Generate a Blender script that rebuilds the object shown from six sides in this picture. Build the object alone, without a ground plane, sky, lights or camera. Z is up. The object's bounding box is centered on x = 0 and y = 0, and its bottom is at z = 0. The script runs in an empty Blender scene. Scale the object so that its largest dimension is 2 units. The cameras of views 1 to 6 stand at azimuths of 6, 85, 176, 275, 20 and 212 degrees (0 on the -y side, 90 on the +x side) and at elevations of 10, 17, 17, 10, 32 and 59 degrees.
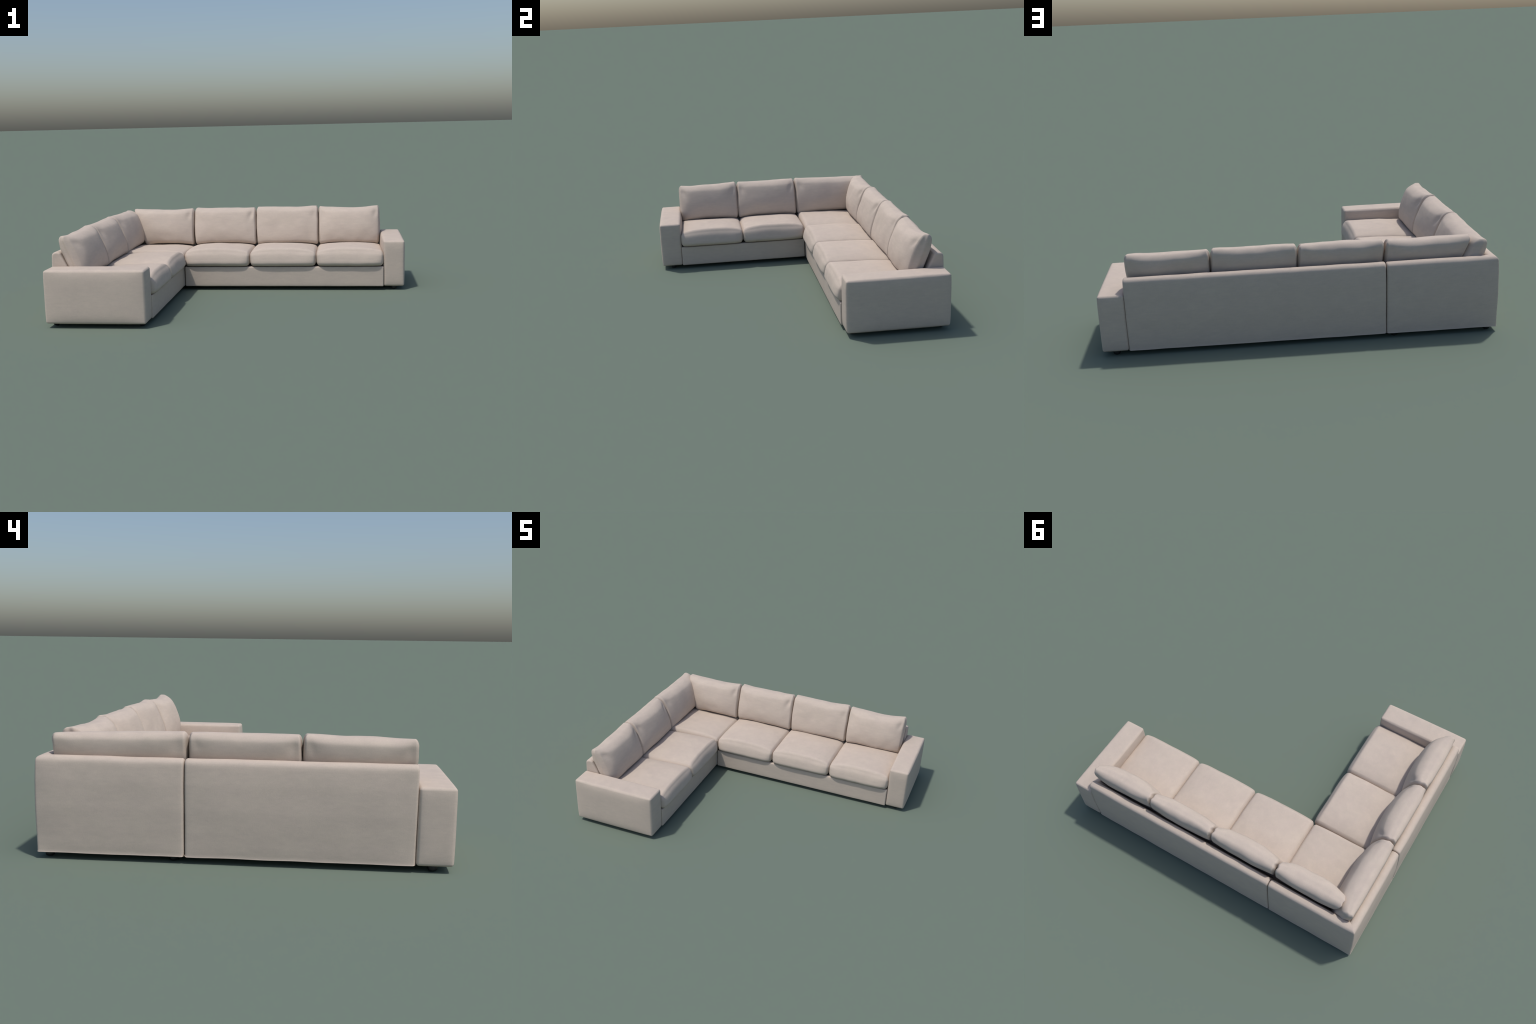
"""L-shaped upholstered sectional sofa: two arms, three back panels, bases,
six seat cushions, seven leaning back cushions, dark feet.
Built in metres; the long run lies along x (its back on the +y side), the short
run along y (its back on the -x side), meeting in a corner module at (-x, +y)."""
import bpy, bmesh, math, random
from mathutils import Vector, noise

random.seed(7)
XO, YO = 0.9912, 0.7775        # outer corner planes of the upholstery
Z0 = 0.0235                    # underside of the upholstery
SEAM_X = -0.4265               # corner module / long run
SEAM_Y = 0.2115                # corner module / short run
ARM_X = 0.862                  # inner face of the arm that closes the long run
ARM_Y = -0.643                 # inner face of the arm that closes the short run
FRONT_X, FRONT_Y = -0.427, 0.2125   # front faces of the seat bases
BACK_Z, ARM_Z, BASE_Z = 0.392, 0.314, 0.151

# ------------------------------------------------------------------ materials
def fabric_material():
    m = bpy.data.materials.new("beige_linen_fabric"); m.use_nodes = True
    nt = m.node_tree; N = nt.nodes; L = nt.links
    bsdf = N["Principled BSDF"]
    co = N.new("ShaderNodeTexCoord")
    def noise_tex(scale, stretch, detail=3.0, rough=0.55):
        mp = N.new("ShaderNodeMapping"); mp.inputs["Scale"].default_value = stretch
        L.new(co.outputs["Object"], mp.inputs["Vector"])
        t = N.new("ShaderNodeTexNoise")
        t.inputs["Scale"].default_value = scale
        t.inputs["Detail"].default_value = detail
        t.inputs["Roughness"].default_value = rough
        L.new(mp.outputs["Vector"], t.inputs["Vector"])
        return t
    def mix(kind, fac, a, b):
        x = N.new("ShaderNodeMix"); x.data_type = 'RGBA'; x.blend_type = kind
        for sock, val in ((x.inputs[0], fac), (x.inputs[6], a), (x.inputs[7], b)):
            if hasattr(val, "is_output"): L.new(val, sock)
            else: sock.default_value = val
        return x.outputs[2]
    def ramp(src, lo, hi, c0, c1):
        r = N.new("ShaderNodeValToRGB")
        r.color_ramp.elements[0].position = lo; r.color_ramp.elements[0].color = c0
        r.color_ramp.elements[1].position = hi; r.color_ramp.elements[1].color = c1
        L.new(src, r.inputs["Fac"]); return r.outputs["Color"]
    # broad cloudy patches: a pinkish and a yellowish beige
    patch = noise_tex(9.0, (1, 1, 1.3), 6.0, 0.65)
    tone = ramp(patch.outputs["Fac"], 0.35, 0.65, (0.540, 0.457, 0.393, 1), (0.556, 0.474, 0.402, 1))
    # slubs: threads running along the cloth (horizontal on upright panels)
    slub_a = noise_tex(30.0, (0.7, 0.7, 1.9), 6.0, 0.72)
    slub_b = noise_tex(48.0, (0.45, 0.45, 2.2), 3.0)
    ca = ramp(slub_a.outputs["Fac"], 0.3, 0.7, (0.955, 0.96, 0.96, 1), (1.035, 1.03, 1.03, 1))
    cb = ramp(slub_b.outputs["Fac"], 0.3, 0.7, (0.975, 0.975, 0.98, 1), (1.02, 1.02, 1.015, 1))
    # fine weave grain
    grain = noise_tex(260.0, (1, 1, 1), 2.0, 0.7)
    cg = ramp(grain.outputs["Fac"], 0.25, 0.75, (0.95, 0.95, 0.95, 1), (1.04, 1.04, 1.04, 1))
    col = mix('MULTIPLY', 1.0, tone, ca)
    col = mix('MULTIPLY', 1.0, col, cb)
    col = mix('MULTIPLY', 1.0, col, cg)
    L.new(col, bsdf.inputs["Base Color"])
    bsdf.inputs["Roughness"].default_value = 0.92
    bsdf.inputs["Specular IOR Level"].default_value = 0.15
    bump = N.new("ShaderNodeBump")
    bump.inputs["Strength"].default_value = 0.12
    bump.inputs["Distance"].default_value = 0.002
    L.new(grain.outputs["Fac"], bump.inputs["Height"])
    L.new(bump.outputs["Normal"], bsdf.inputs["Normal"])
    return m

def plain_material(name, colour, rough):
    m = bpy.data.materials.new(name); m.use_nodes = True
    nt = m.node_tree; b = nt.nodes["Principled BSDF"]
    co = nt.nodes.new("ShaderNodeTexCoord")
    t = nt.nodes.new("ShaderNodeTexNoise"); t.inputs["Scale"].default_value = 120
    nt.links.new(co.outputs["Object"], t.inputs["Vector"])
    r = nt.nodes.new("ShaderNodeValToRGB")
    r.color_ramp.elements[0].color = tuple(c * 0.85 for c in colour) + (1,)
    r.color_ramp.elements[1].color = tuple(c * 1.15 for c in colour) + (1,)
    nt.links.new(t.outputs["Fac"], r.inputs["Fac"])
    nt.links.new(r.outputs["Color"], b.inputs["Base Color"])
    b.inputs["Roughness"].default_value = rough
    return m

FABRIC = fabric_material()
DARK_BROWN = plain_material("dark_brown_matte", (0.045, 0.038, 0.034), 0.95)
PLASTIC = plain_material("black_plastic", (0.012, 0.012, 0.013), 0.45)

# ------------------------------------------------------------------- geometry
def axis_samples(half, r, n, arc=5):
    """Sample positions along one box axis: dense over the rounded ends."""
    ends = [half - r + r * math.tan(math.radians(45 * i / arc)) for i in range(arc + 1)]
    inner = [(-1 + 2 * i / n) * (half - r) for i in range(1, n)]
    return [-e for e in reversed(ends)] + inner + ends

def rounded_box(half, r, counts, shape):
    """Closed rounded box; `shape` maps the rounded local point (and the normalised
    point, each axis -1..1) to its final place.  Returns (verts, faces)."""
    ax = [axis_samples(half[i], r[i] if isinstance(r, (tuple, list)) else r, counts[i]) for i in range(3)]
    rad = r if isinstance(r, (tuple, list)) else (r, r, r)
    index, verts, faces = {}, [], []
    n = [len(a) - 1 for a in ax]
    def vert(i, j, k):
        key = (i, j, k)
        if key not in index:
            p = [ax[0][i], ax[1][j], ax[2][k]]
            q = [max(-(half[c] - rad[c]), min(half[c] - rad[c], p[c])) for c in range(3)]
            d = [(p[c] - q[c]) / rad[c] for c in range(3)]
            ln = math.sqrt(sum(x * x for x in d)) or 1.0
            m = max(abs(x) for x in d)
            s = m / ln
            # surface points have one coordinate at full reach, so m == 1
            pt = [q[c] + rad[c] * d[c] * s / (m or 1.0) for c in range(3)]
            nrm = [pt[c] / half[c] for c in range(3)]
            index[key] = len(verts)
            verts.append(shape(pt, nrm))
        return index[key]
    for c in range(3):
        a, b = (c + 1) % 3, (c + 2) % 3
        for side in (0, n[c]):
            for i in range(n[a]):
                for j in range(n[b]):
                    quad = []
                    for (di, dj) in ((0, 0), (1, 0), (1, 1), (0, 1)):
                        t = [0, 0, 0]; t[c] = side; t[a] = i + di; t[b] = j + dj
                        quad.append(vert(*t))
                    faces.append(quad if side else quad[::-1])
    return verts, faces

def make_object(name, verts, faces, mat, parent, smooth=True):
    me = bpy.data.meshes.new(name)
    me.from_pydata([tuple(v) for v in verts], [], faces); me.update()
    if smooth:
        me.polygons.foreach_set("use_smooth", [True] * len(me.polygons))
    me.materials.append(mat)
    ob = bpy.data.objects.new(name, me)
    bpy.context.scene.collection.objects.link(ob)
    ob.parent = parent
    return ob

def flat_top(u, n):
    return 1.0 - abs(u) ** n if abs(u) < 1 else 0.0

def ripple(p, seed, scale, amp):
    q = Vector(p) * scale + Vector((seed * 3.7, seed * 1.3, -seed * 2.1))
    return noise.noise(q) * amp

def padded_panel(name, lo, hi, r, bulge, parent, seed, counts=(24, 24, 24), extra=None, lump=0.0015):
    """Upholstered block between two corners; each face swells by bulge[axis]."""
    c = [(a + b) / 2 for a, b in zip(lo, hi)]
    half = [(b - a) / 2 for a, b in zip(lo, hi)]
    def shape(p, n):
        out = [0, 0, 0]
        for i in range(3):
            j, k = (i + 1) % 3, (i + 2) % 3
            swell = bulge[i] * flat_top(n[j], 6) * flat_top(n[k], 6) * n[i]
            out[i] = p[i] + swell + c[i]
        w = [ripple(out, seed + i, 9.0, lump) for i in range(3)]
        out = [out[i] + w[i] * (0.4 if abs(n[i]) > 0.97 else 0.2) for i in range(3)]
        return extra(out, n) if extra else out
    v, f = rounded_box(half, r, counts, shape)
    return make_object(name, v, f, FABRIC, parent)

# ---------------------------------------------------------------- the thing
sofa = bpy.data.objects.new("sectional_sofa", None)
bpy.context.scene.collection.objects.link(sofa)
sofa["label"] = "L-shaped beige fabric corner sofa with plump loose cushions"
sofa["category"] = "sofa"

# two runs share the same construction; a run turns (along, depth, z) into x, y, z,
# depth being measured from the outer back plane towards the seat
def long_run(a, d, z): return (a, YO - d, z)
def short_run(a, d, z): return (-XO + d, a, z)

# --- arms
padded_panel("armrest", (ARM_X, FRONT_Y + 0.010, Z0), (XO, YO, ARM_Z), 0.011,
             (0.0078, 0.006, 0.003), sofa, 1)
padded_panel("armrest", (-XO, -YO, Z0), (FRONT_X - 0.012, ARM_Y, ARM_Z), 0.011,
             (0.005, 0.010, 0.003), sofa, 2)

# --- back panels: upright outer face, inner face sloping out towards the seat
def back_profile():
    """(depth, z) around the section of a back panel, softly rounded top."""
    pts = [(0.0, Z0 + 0.006), (0.0, 0.09), (-0.003, 0.2), (-0.002, 0.30), (0.0015, BACK_Z - 0.022),
           (0.006, BACK_Z - 0.009), (0.014, BACK_Z - 0.002), (0.030, BACK_Z + 0.0015),
           (0.043, BACK_Z - 0.001), (0.051, BACK_Z - 0.007), (0.056, BACK_Z - 0.018),
           (0.087, 0.310), (0.130, 0.20), (0.135, 0.165), (0.135, Z0 + 0.006),
           (0.130, Z0), (0.006, Z0)]
    return pts

def resample_closed(pts, per=3):
    out = []
    n = len(pts)
    for i in range(n):
        p0, p1, p2, p3 = pts[i - 1], pts[i], pts[(i + 1) % n], pts[(i + 2) % n]
        steps = max(1, min(14, int(math.dist(p1, p2) / 0.018) + per))
        for s in range(steps):
            t = s / steps
            lin = [p1[c] + (p2[c] - p1[c]) * t for c in (0, 1)]
            cr = [0.5 * (2 * p1[c] + (p2[c] - p0[c]) * t + (2 * p0[c] - 5 * p1[c] + 4 * p2[c] - p3[c]) * t * t
                         + (3 * p1[c] - p0[c] - 3 * p2[c] + p3[c]) * t ** 3) for c in (0, 1)]
            k = 0.0 if math.dist(p1, p2) > 0.05 else 0.6
            out.append([lin[c] * (1 - k) + cr[c] * k for c in (0, 1)])
    return out

def run_stations(run, a0, a1, r, round_start=True, round_end=True, count=44):
    """Stations of a straight run: (map (d, z) -> point, edge inset, swell weight)."""
    ang = [math.radians(18 * i) for i in range(5)]
    rounded = [(r * (1 - math.cos(t)), r * (1 - math.sin(t))) for t in ang]
    st = [(a0 + o, ins) for o, ins in rounded] if round_start else []
    s0, s1 = (a0 + r if round_start else a0), (a1 - r if round_end else a1)
    st += [(s0 + (s1 - s0) * i / count, 0.0) for i in range(count + 1)]
    if round_end: st += [(a1 - o, ins) for o, ins in reversed(rounded)]
    out = []
    for a, ins in st:
        u = 2 * (a - a0) / (a1 - a0) - 1
        out.append((lambda d, z, a=a: run(a, d, z), ins, flat_top(u, 6)))
    return out

def back_panel(stations, seed, swell):
    """Loft the back section through the stations, closing both ends."""
    prof = resample_closed(back_profile())
    m = len(prof)
    verts, faces = [], []
    for place, inset, weight in stations:
        for i, (d, z) in enumerate(prof):
            p, q = prof[i - 1], prof[(i + 1) % m]
            tx, tz = q[0] - p[0], q[1] - p[1]
            ln = math.hypot(tx, tz) or 1
            nx, nz = -tz / ln, tx / ln         # outward normal of the section
            zz = (z - Z0) / (BACK_Z - Z0)
            g = weight * max(0.0, 1 - abs(2 * zz - 1) ** 4)
            P = place(d - nx * inset - (swell * g if d < 0.02 else 0), z - nz * inset)
            verts.append([P[c] + ripple(P, seed + c, 8.0, 0.0016) for c in range(3)])
    ns = len(stations)
    for k in range(ns - 1):
        for i in range(m):
            j = (i + 1) % m
            faces.append([k * m + i, k * m + j, (k + 1) * m + j, (k + 1) * m + i])
    faces.append(list(range(m))[::-1])
    faces.append([(ns - 1) * m + i for i in range(m)])
    ob = make_object("back_panel", verts, faces, FABRIC, sofa)
    bm = bmesh.new(); bm.from_mesh(ob.data)
    bmesh.ops.remove_doubles(bm, verts=bm.verts[:], dist=1e-6)
    bmesh.ops.recalc_face_normals(bm, faces=bm.faces[:]); bm.to_mesh(ob.data); bm.free()
    ob.data.polygons.foreach_set("use_smooth", [len(p.vertices) <= 4 for p in ob.data.polygons])
    return ob

GAP = 0.0018
R_END = 0.010
back_panel(run_stations(long_run, SEAM_X + GAP, ARM_X - 0.001, R_END), 11, 0.004)
back_panel(run_stations(short_run, ARM_Y + 0.003, SEAM_Y - GAP, R_END), 12, 0.0055)
# corner module: one upholstered back turning the outer corner on a tight radius
R_CORNER = 0.009
def corner_place(theta):
    px, py = -XO + R_CORNER, YO - R_CORNER
    def place(d, z):
        if d >= R_CORNER:
            return (px + (d - R_CORNER), py - (d - R_CORNER), z)
        k = R_CORNER - d
        return (px - k * math.sin(theta), py + k * math.cos(theta), z)
    return place
def mitred(run, sign):
    """Keep a wing on its own side of the corner diagonal."""
    def f(a, d, z):
        x, y, z = run(a, d, z)
        k = max(d, R_CORNER)
        if sign > 0: x = max(x, -XO + k)
        else: y = min(y, YO - k)
        return (x, y, z)
    return f
corner = run_stations(mitred(short_run, -1), SEAM_Y + GAP, YO - R_CORNER, R_END, True, False)
corner += [(corner_place(math.radians(90 - 15 * i)), 0.0, 0.0) for i in range(1, 6)]
corner += run_stations(mitred(long_run, 1), -XO + R_CORNER, SEAM_X - GAP, R_END, False, True)
back_panel(corner, 13, 0.004)

# --- seat bases
padded_panel("seat_base", (SEAM_X + 0.002, FRONT_Y, Z0 - 0.001), (ARM_X - 0.001, YO - 0.14, BASE_Z), 0.006,
             (0.0, 0.002, 0.0), sofa, 21, (40, 16, 10))
padded_panel("seat_base", (-XO + 0.14, ARM_Y + 0.001, Z0 - 0.001), (FRONT_X - 0.006, SEAM_Y - 0.002, BASE_Z), 0.006,
             (0.002, 0.0, 0.0), sofa, 22, (16, 30, 10))
padded_panel("seat_base", (-XO + 0.14, SEAM_Y + 0.003, Z0 - 0.001), (SEAM_X - 0.003, YO - 0.14, BASE_Z), 0.006,
             (0.0, 0.0, 0.0), sofa, 23, (16, 16, 10))

# --- thin dark slabs seen in the gaps below and behind the cushions
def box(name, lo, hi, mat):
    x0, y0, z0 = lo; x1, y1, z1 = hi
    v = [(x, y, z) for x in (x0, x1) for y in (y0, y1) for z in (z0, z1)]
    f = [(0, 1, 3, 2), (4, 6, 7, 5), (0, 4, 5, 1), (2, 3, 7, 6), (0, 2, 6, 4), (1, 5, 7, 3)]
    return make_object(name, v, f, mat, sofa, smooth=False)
box("dark_gap_slab", (SEAM_X - 0.30, FRONT_Y + 0.02, BASE_Z - 0.004), (ARM_X - 0.004, YO - 0.128, BASE_Z + 0.004), DARK_BROWN)
box("dark_gap_slab", (-XO + 0.128, ARM_Y + 0.004, BASE_Z - 0.004), (FRONT_X - 0.026, FRONT_Y + 0.015, BASE_Z + 0.004), DARK_BROWN)

# --- seat cushions
def seat_cushion(run, a0, a1, d_back, d_front, seed, overhang=0.022, crown=0.025, drop=0.0):
    zb, zt = 0.1555, 0.2445
    half = ((a1 - a0) / 2, (d_front - d_back) / 2, (zt - zb) / 2)
    ca, cd, cz = (a0 + a1) / 2, (d_front + d_back) / 2, (zb + zt) / 2
    rnd = random.Random(seed)
    tilt = rnd.uniform(-0.002, 0.002)
    def shape(p, n):
        a, d, z = p
        up = max(0.0, n[2]); low = max(0.0, -n[2])
        # crown of the top: full towards the front, falling off under the back cushion
        if n[1] > 0: g = 1 - 0.15 * n[1] ** 6
        else: g = 1 - 1.2 * (-n[1]) ** 1.3
        z += crown * up * flat_top(n[0], 3.0) * g
        z += up * (0.003 * n[1] - drop)
        # sides fall into a split, deeper towards the back
        z -= up * abs(n[0]) ** 9 * (0.003 + 0.009 * max(0.0, 0.4 - n[1]))
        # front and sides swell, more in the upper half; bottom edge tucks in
        d += overhang * max(0.0, n[1]) * flat_top(n[0], 9) * max(0.0, 1 - 0.65 * (n[2] + 0.5) ** 2)
        a += 0.004 * n[0] * flat_top(n[1], 4) * (1 - n[2] ** 2)
        a -= 0.004 * n[0] * low ** 2 * abs(n[0]) ** 2
        z += tilt * n[0] * up
        P = run(ca + a, cd + d, cz + z)
        k = 1.0 if n[2] > -0.9 else 0.3
        w = [ripple(P, seed + c, 7.0, 0.003) + ripple(P, seed + c + 5, 17.0, 0.0012) for c in range(3)]
        return [P[0] + w[0] * 0.5, P[1] + w[1] * 0.5, P[2] + w[2] * k]
    v, f = rounded_box(half, (0.018, 0.026, 0.026), (30, 30, 10), shape)
    ob = make_object("seat_cushion", v, f, FABRIC, sofa)
    fix_normals(ob)

def fix_normals(ob):
    bm = bmesh.new(); bm.from_mesh(ob.data)
    bmesh.ops.recalc_face_normals(bm, faces=bm.faces[:]); bm.to_mesh(ob.data); bm.free()

step = (ARM_X - SEAM_X) / 3
dF = YO - FRONT_Y
for i in range(3):
    seat_cushion(long_run, SEAM_X + step * i + 0.0012, SEAM_X + step * (i + 1) - 0.0012, 0.105, dF + 0.001, 31 + i)
step_s = (SEAM_Y - ARM_Y) / 2
dS = FRONT_X + XO
for i in range(2):
    seat_cushion(short_run, ARM_Y + step_s * i + 0.0012, ARM_Y + step_s * (i + 1) - 0.0012, 0.105, dS - 0.001, 41 + i)
seat_cushion(long_run, -XO + 0.13, SEAM_X - 0.0012, 0.105, dF - 0.005, 51, overhang=0.003, crown=0.017, drop=0.004)

# --- back cushions
# (z, depth) of the front and rear, at the ends and through the fullest part
FRONT_EDGE = ((0.245, 0.202), (0.30, 0.198), (0.35, 0.186), (0.40, 0.168), (0.45, 0.148), (0.49, 0.128))
FRONT_MID = ((0.245, 0.212), (0.29, 0.221), (0.35, 0.219), (0.42, 0.199), (0.46, 0.180), (0.49, 0.156))
REAR_EDGE = ((0.245, 0.134), (0.31, 0.102), (0.39, 0.073), (0.44, 0.062), (0.49, 0.060))
REAR_MID = ((0.245, 0.128), (0.31, 0.093), (0.39, 0.062), (0.44, 0.056), (0.49, 0.064))
def lookup(curve, z):
    """Smooth (cubic Hermite) reading of a (z, depth) curve."""
    n = len(curve)
    z = max(curve[0][0], min(curve[-1][0], z))
    i = 0
    while i < n - 2 and z > curve[i + 1][0]: i += 1
    def slope(k):
        lo, hi = max(0, k - 1), min(n - 1, k + 1)
        return (curve[hi][1] - curve[lo][1]) / (curve[hi][0] - curve[lo][0])
    (z0, d0), (z1, d1) = curve[i], curve[i + 1]
    h = z1 - z0; t = (z - z0) / h
    return ((2 * t ** 3 - 3 * t ** 2 + 1) * d0 + (t ** 3 - 2 * t ** 2 + t) * h * slope(i)
            + (-2 * t ** 3 + 3 * t ** 2) * d1 + (t ** 3 - t ** 2) * h * slope(i + 1))

def back_cushion(run, bottom, top, seed, sag=0.004, zt=0.487, low_end=0.0, dent=(0.006, 0.006), shift=(0.0, 0.0), full=1.0, taper=(0.0, 0.0), rear=0.0):
    """Leaning pillow; bottom / top = (start, end) along the run."""
    zb = 0.238
    half = (0.21, 0.045, (zt - zb) / 2)
    rnd = random.Random(seed)
    crease = [rnd.uniform(0.004, 0.009) for _ in range(4)]
    def shape(p, n):
        # along: trapezoid between bottom and top spans
        h = (n[2] + 1) / 2
        s = (p[0] / half[0] + 1) / 2
        lo = bottom[0] + (top[0] - bottom[0]) * h
        hi = bottom[1] + (top[1] - bottom[1]) * h
        a = lo + (hi - lo) * s
        z = (zb + zt) / 2 + p[2]
        fs = flat_top(n[0], 2.7)
        f = lookup(FRONT_EDGE, z) * (1 - fs) + lookup(FRONT_MID, z) * fs
        b = lookup(REAR_EDGE, z) * (1 - fs) + lookup(REAR_MID, z) * fs
        f = lookup(FRONT_EDGE, z) + (f - lookup(FRONT_EDGE, z)) * full
        f -= taper[0] * max(0.0, -n[0]) ** 7 + taper[1] * max(0.0, n[0]) ** 7
        b += rear
        d = b + (f - b) * (n[1] + 1) / 2 + shift[0] + (shift[1] - shift[0]) * h
        a += 0.005 * n[0] * (1 - n[2] ** 2) * (1 - 0.4 * abs(n[1]))
        # the top sags between its corners, the bottom follows the seat crown
        z -= sag * max(0.0, n[2]) * flat_top(n[0], 2)
        z += 0.012 * max(0.0, -n[2]) * flat_top(n[0], 3)
        z -= low_end * max(0.0, n[2]) * (n[0] + 1) / 2
        # pinched upper corners: a dent running diagonally in from each corner
        for side, amt in ((-1, dent[0]), (1, dent[1])):
            ex = (n[0] * side - 0.87) / (0.10 if n[0] * side < 0.87 else 0.06)
            ez = (n[2] - 0.66) / 0.22 - 0.5 * ex
            g = math.exp(-(ex * ex + ez * ez))
            d -= amt * g * (1.2 * n[1] if n[1] > 0 else 0.5 * n[1])
        # upright folds on the boxing at the ends
        if abs(n[0]) > 0.93:
            fold = math.sin(n[1] * 5.5 + seed + n[2] * 1.4)
            a -= (1 if n[0] > 0 else -1) * 0.0022 * fold * flat_top(n[1], 4)
        P = run(a, d, z)
        w = [ripple(P, seed + c, 8.0, 0.0065) + ripple(P, seed + c + 9, 19.0, 0.0022) for c in range(3)]
        k = 0.75
        return [P[0] + w[0] * k * 0.5, P[1] + w[1] * k, P[2] + w[2] * k * 0.8]
    v, f = rounded_box(half, (0.013, 0.034, 0.030), (44, 10, 30), shape)
    ob = make_object("back_cushion", v, f, FABRIC, sofa)
    fix_normals(ob)

# long run, from the arm to the corner
back_cushion(long_run, (0.444, 0.846), (0.440, 0.850), 61, sag=0.007, zt=0.492, taper=(0.0, 0.014), rear=0.002)
back_cushion(long_run, (0.014, 0.434), (0.007, 0.432), 62, sag=0.002, zt=0.494, dent=(0.001, 0.003), full=0.5, rear=0.002)
back_cushion(long_run, (-0.420, 0.008), (-0.426, -0.004), 63, sag=0.002, zt=0.490, dent=(0.002, 0.010), full=0.85, rear=0.002)
back_cushion(long_run, (-0.772, -0.432), (-0.872, -0.440), 64, sag=0.006, zt=0.487, dent=(0.000, 0.007), rear=0.002)
# short run, from the arm to the corner
back_cushion(short_run, (-0.636, -0.226), (-0.638, -0.226), 71, sag=0.003, taper=(0.034, 0.0), zt=0.480, low_end=-0.008, dent=(0.008, 0.007), shift=(-0.007, -0.018))
back_cushion(short_run, (-0.216, 0.205), (-0.216, 0.203), 72, sag=0.003, zt=0.486, dent=(0.008, 0.007), shift=(-0.007, -0.018))
back_cushion(short_run, (0.214, 0.715), (0.212, 0.730), 73, sag=0.002, taper=(0.0, 0.022), zt=0.487, low_end=0.014, dent=(0.006, 0.002), shift=(-0.007, -0.018))

# --- feet: squat rounded pads
def foot_mesh():
    prof = [(0.0, 0.0), (0.012, 0.0), (0.0165, 0.003), (0.0185, 0.008), (0.019, 0.014), (0.019, 0.032), (0.0, 0.032)]
    seg = 24
    v, f = [], []
    for r, z in prof:
        for s in range(seg):
            t = 2 * math.pi * s / seg
            v.append((r * math.cos(t), r * math.sin(t), z))
    for k in range(len(prof) - 1):
        for s in range(seg):
            f.append((k * seg + s, k * seg + (s + 1) % seg, (k + 1) * seg + (s + 1) % seg, (k + 1) * seg + s))
    me = bpy.data.meshes.new("foot"); me.from_pydata(v, [], f); me.update()
    bm = bmesh.new(); bm.from_mesh(me)
    bmesh.ops.remove_doubles(bm, verts=bm.verts[:], dist=1e-5)
    bmesh.ops.recalc_face_normals(bm, faces=bm.faces[:]); bm.to_mesh(me); bm.free()
    me.polygons.foreach_set("use_smooth", [True] * len(me.polygons))
    me.materials.append(PLASTIC)
    return me
FOOT = foot_mesh()
for x, y in ((-0.948, 0.741), (-0.948, 0.258), (-0.471, 0.741), (-0.471, 0.258),
             (-0.957, -0.705), (-0.477, -0.705), (0.926, 0.744), (0.928, 0.260)):
    ob = bpy.data.objects.new("foot", FOOT); ob.location = (x, y, 0)
    bpy.context.scene.collection.objects.link(ob); ob.parent = sofa
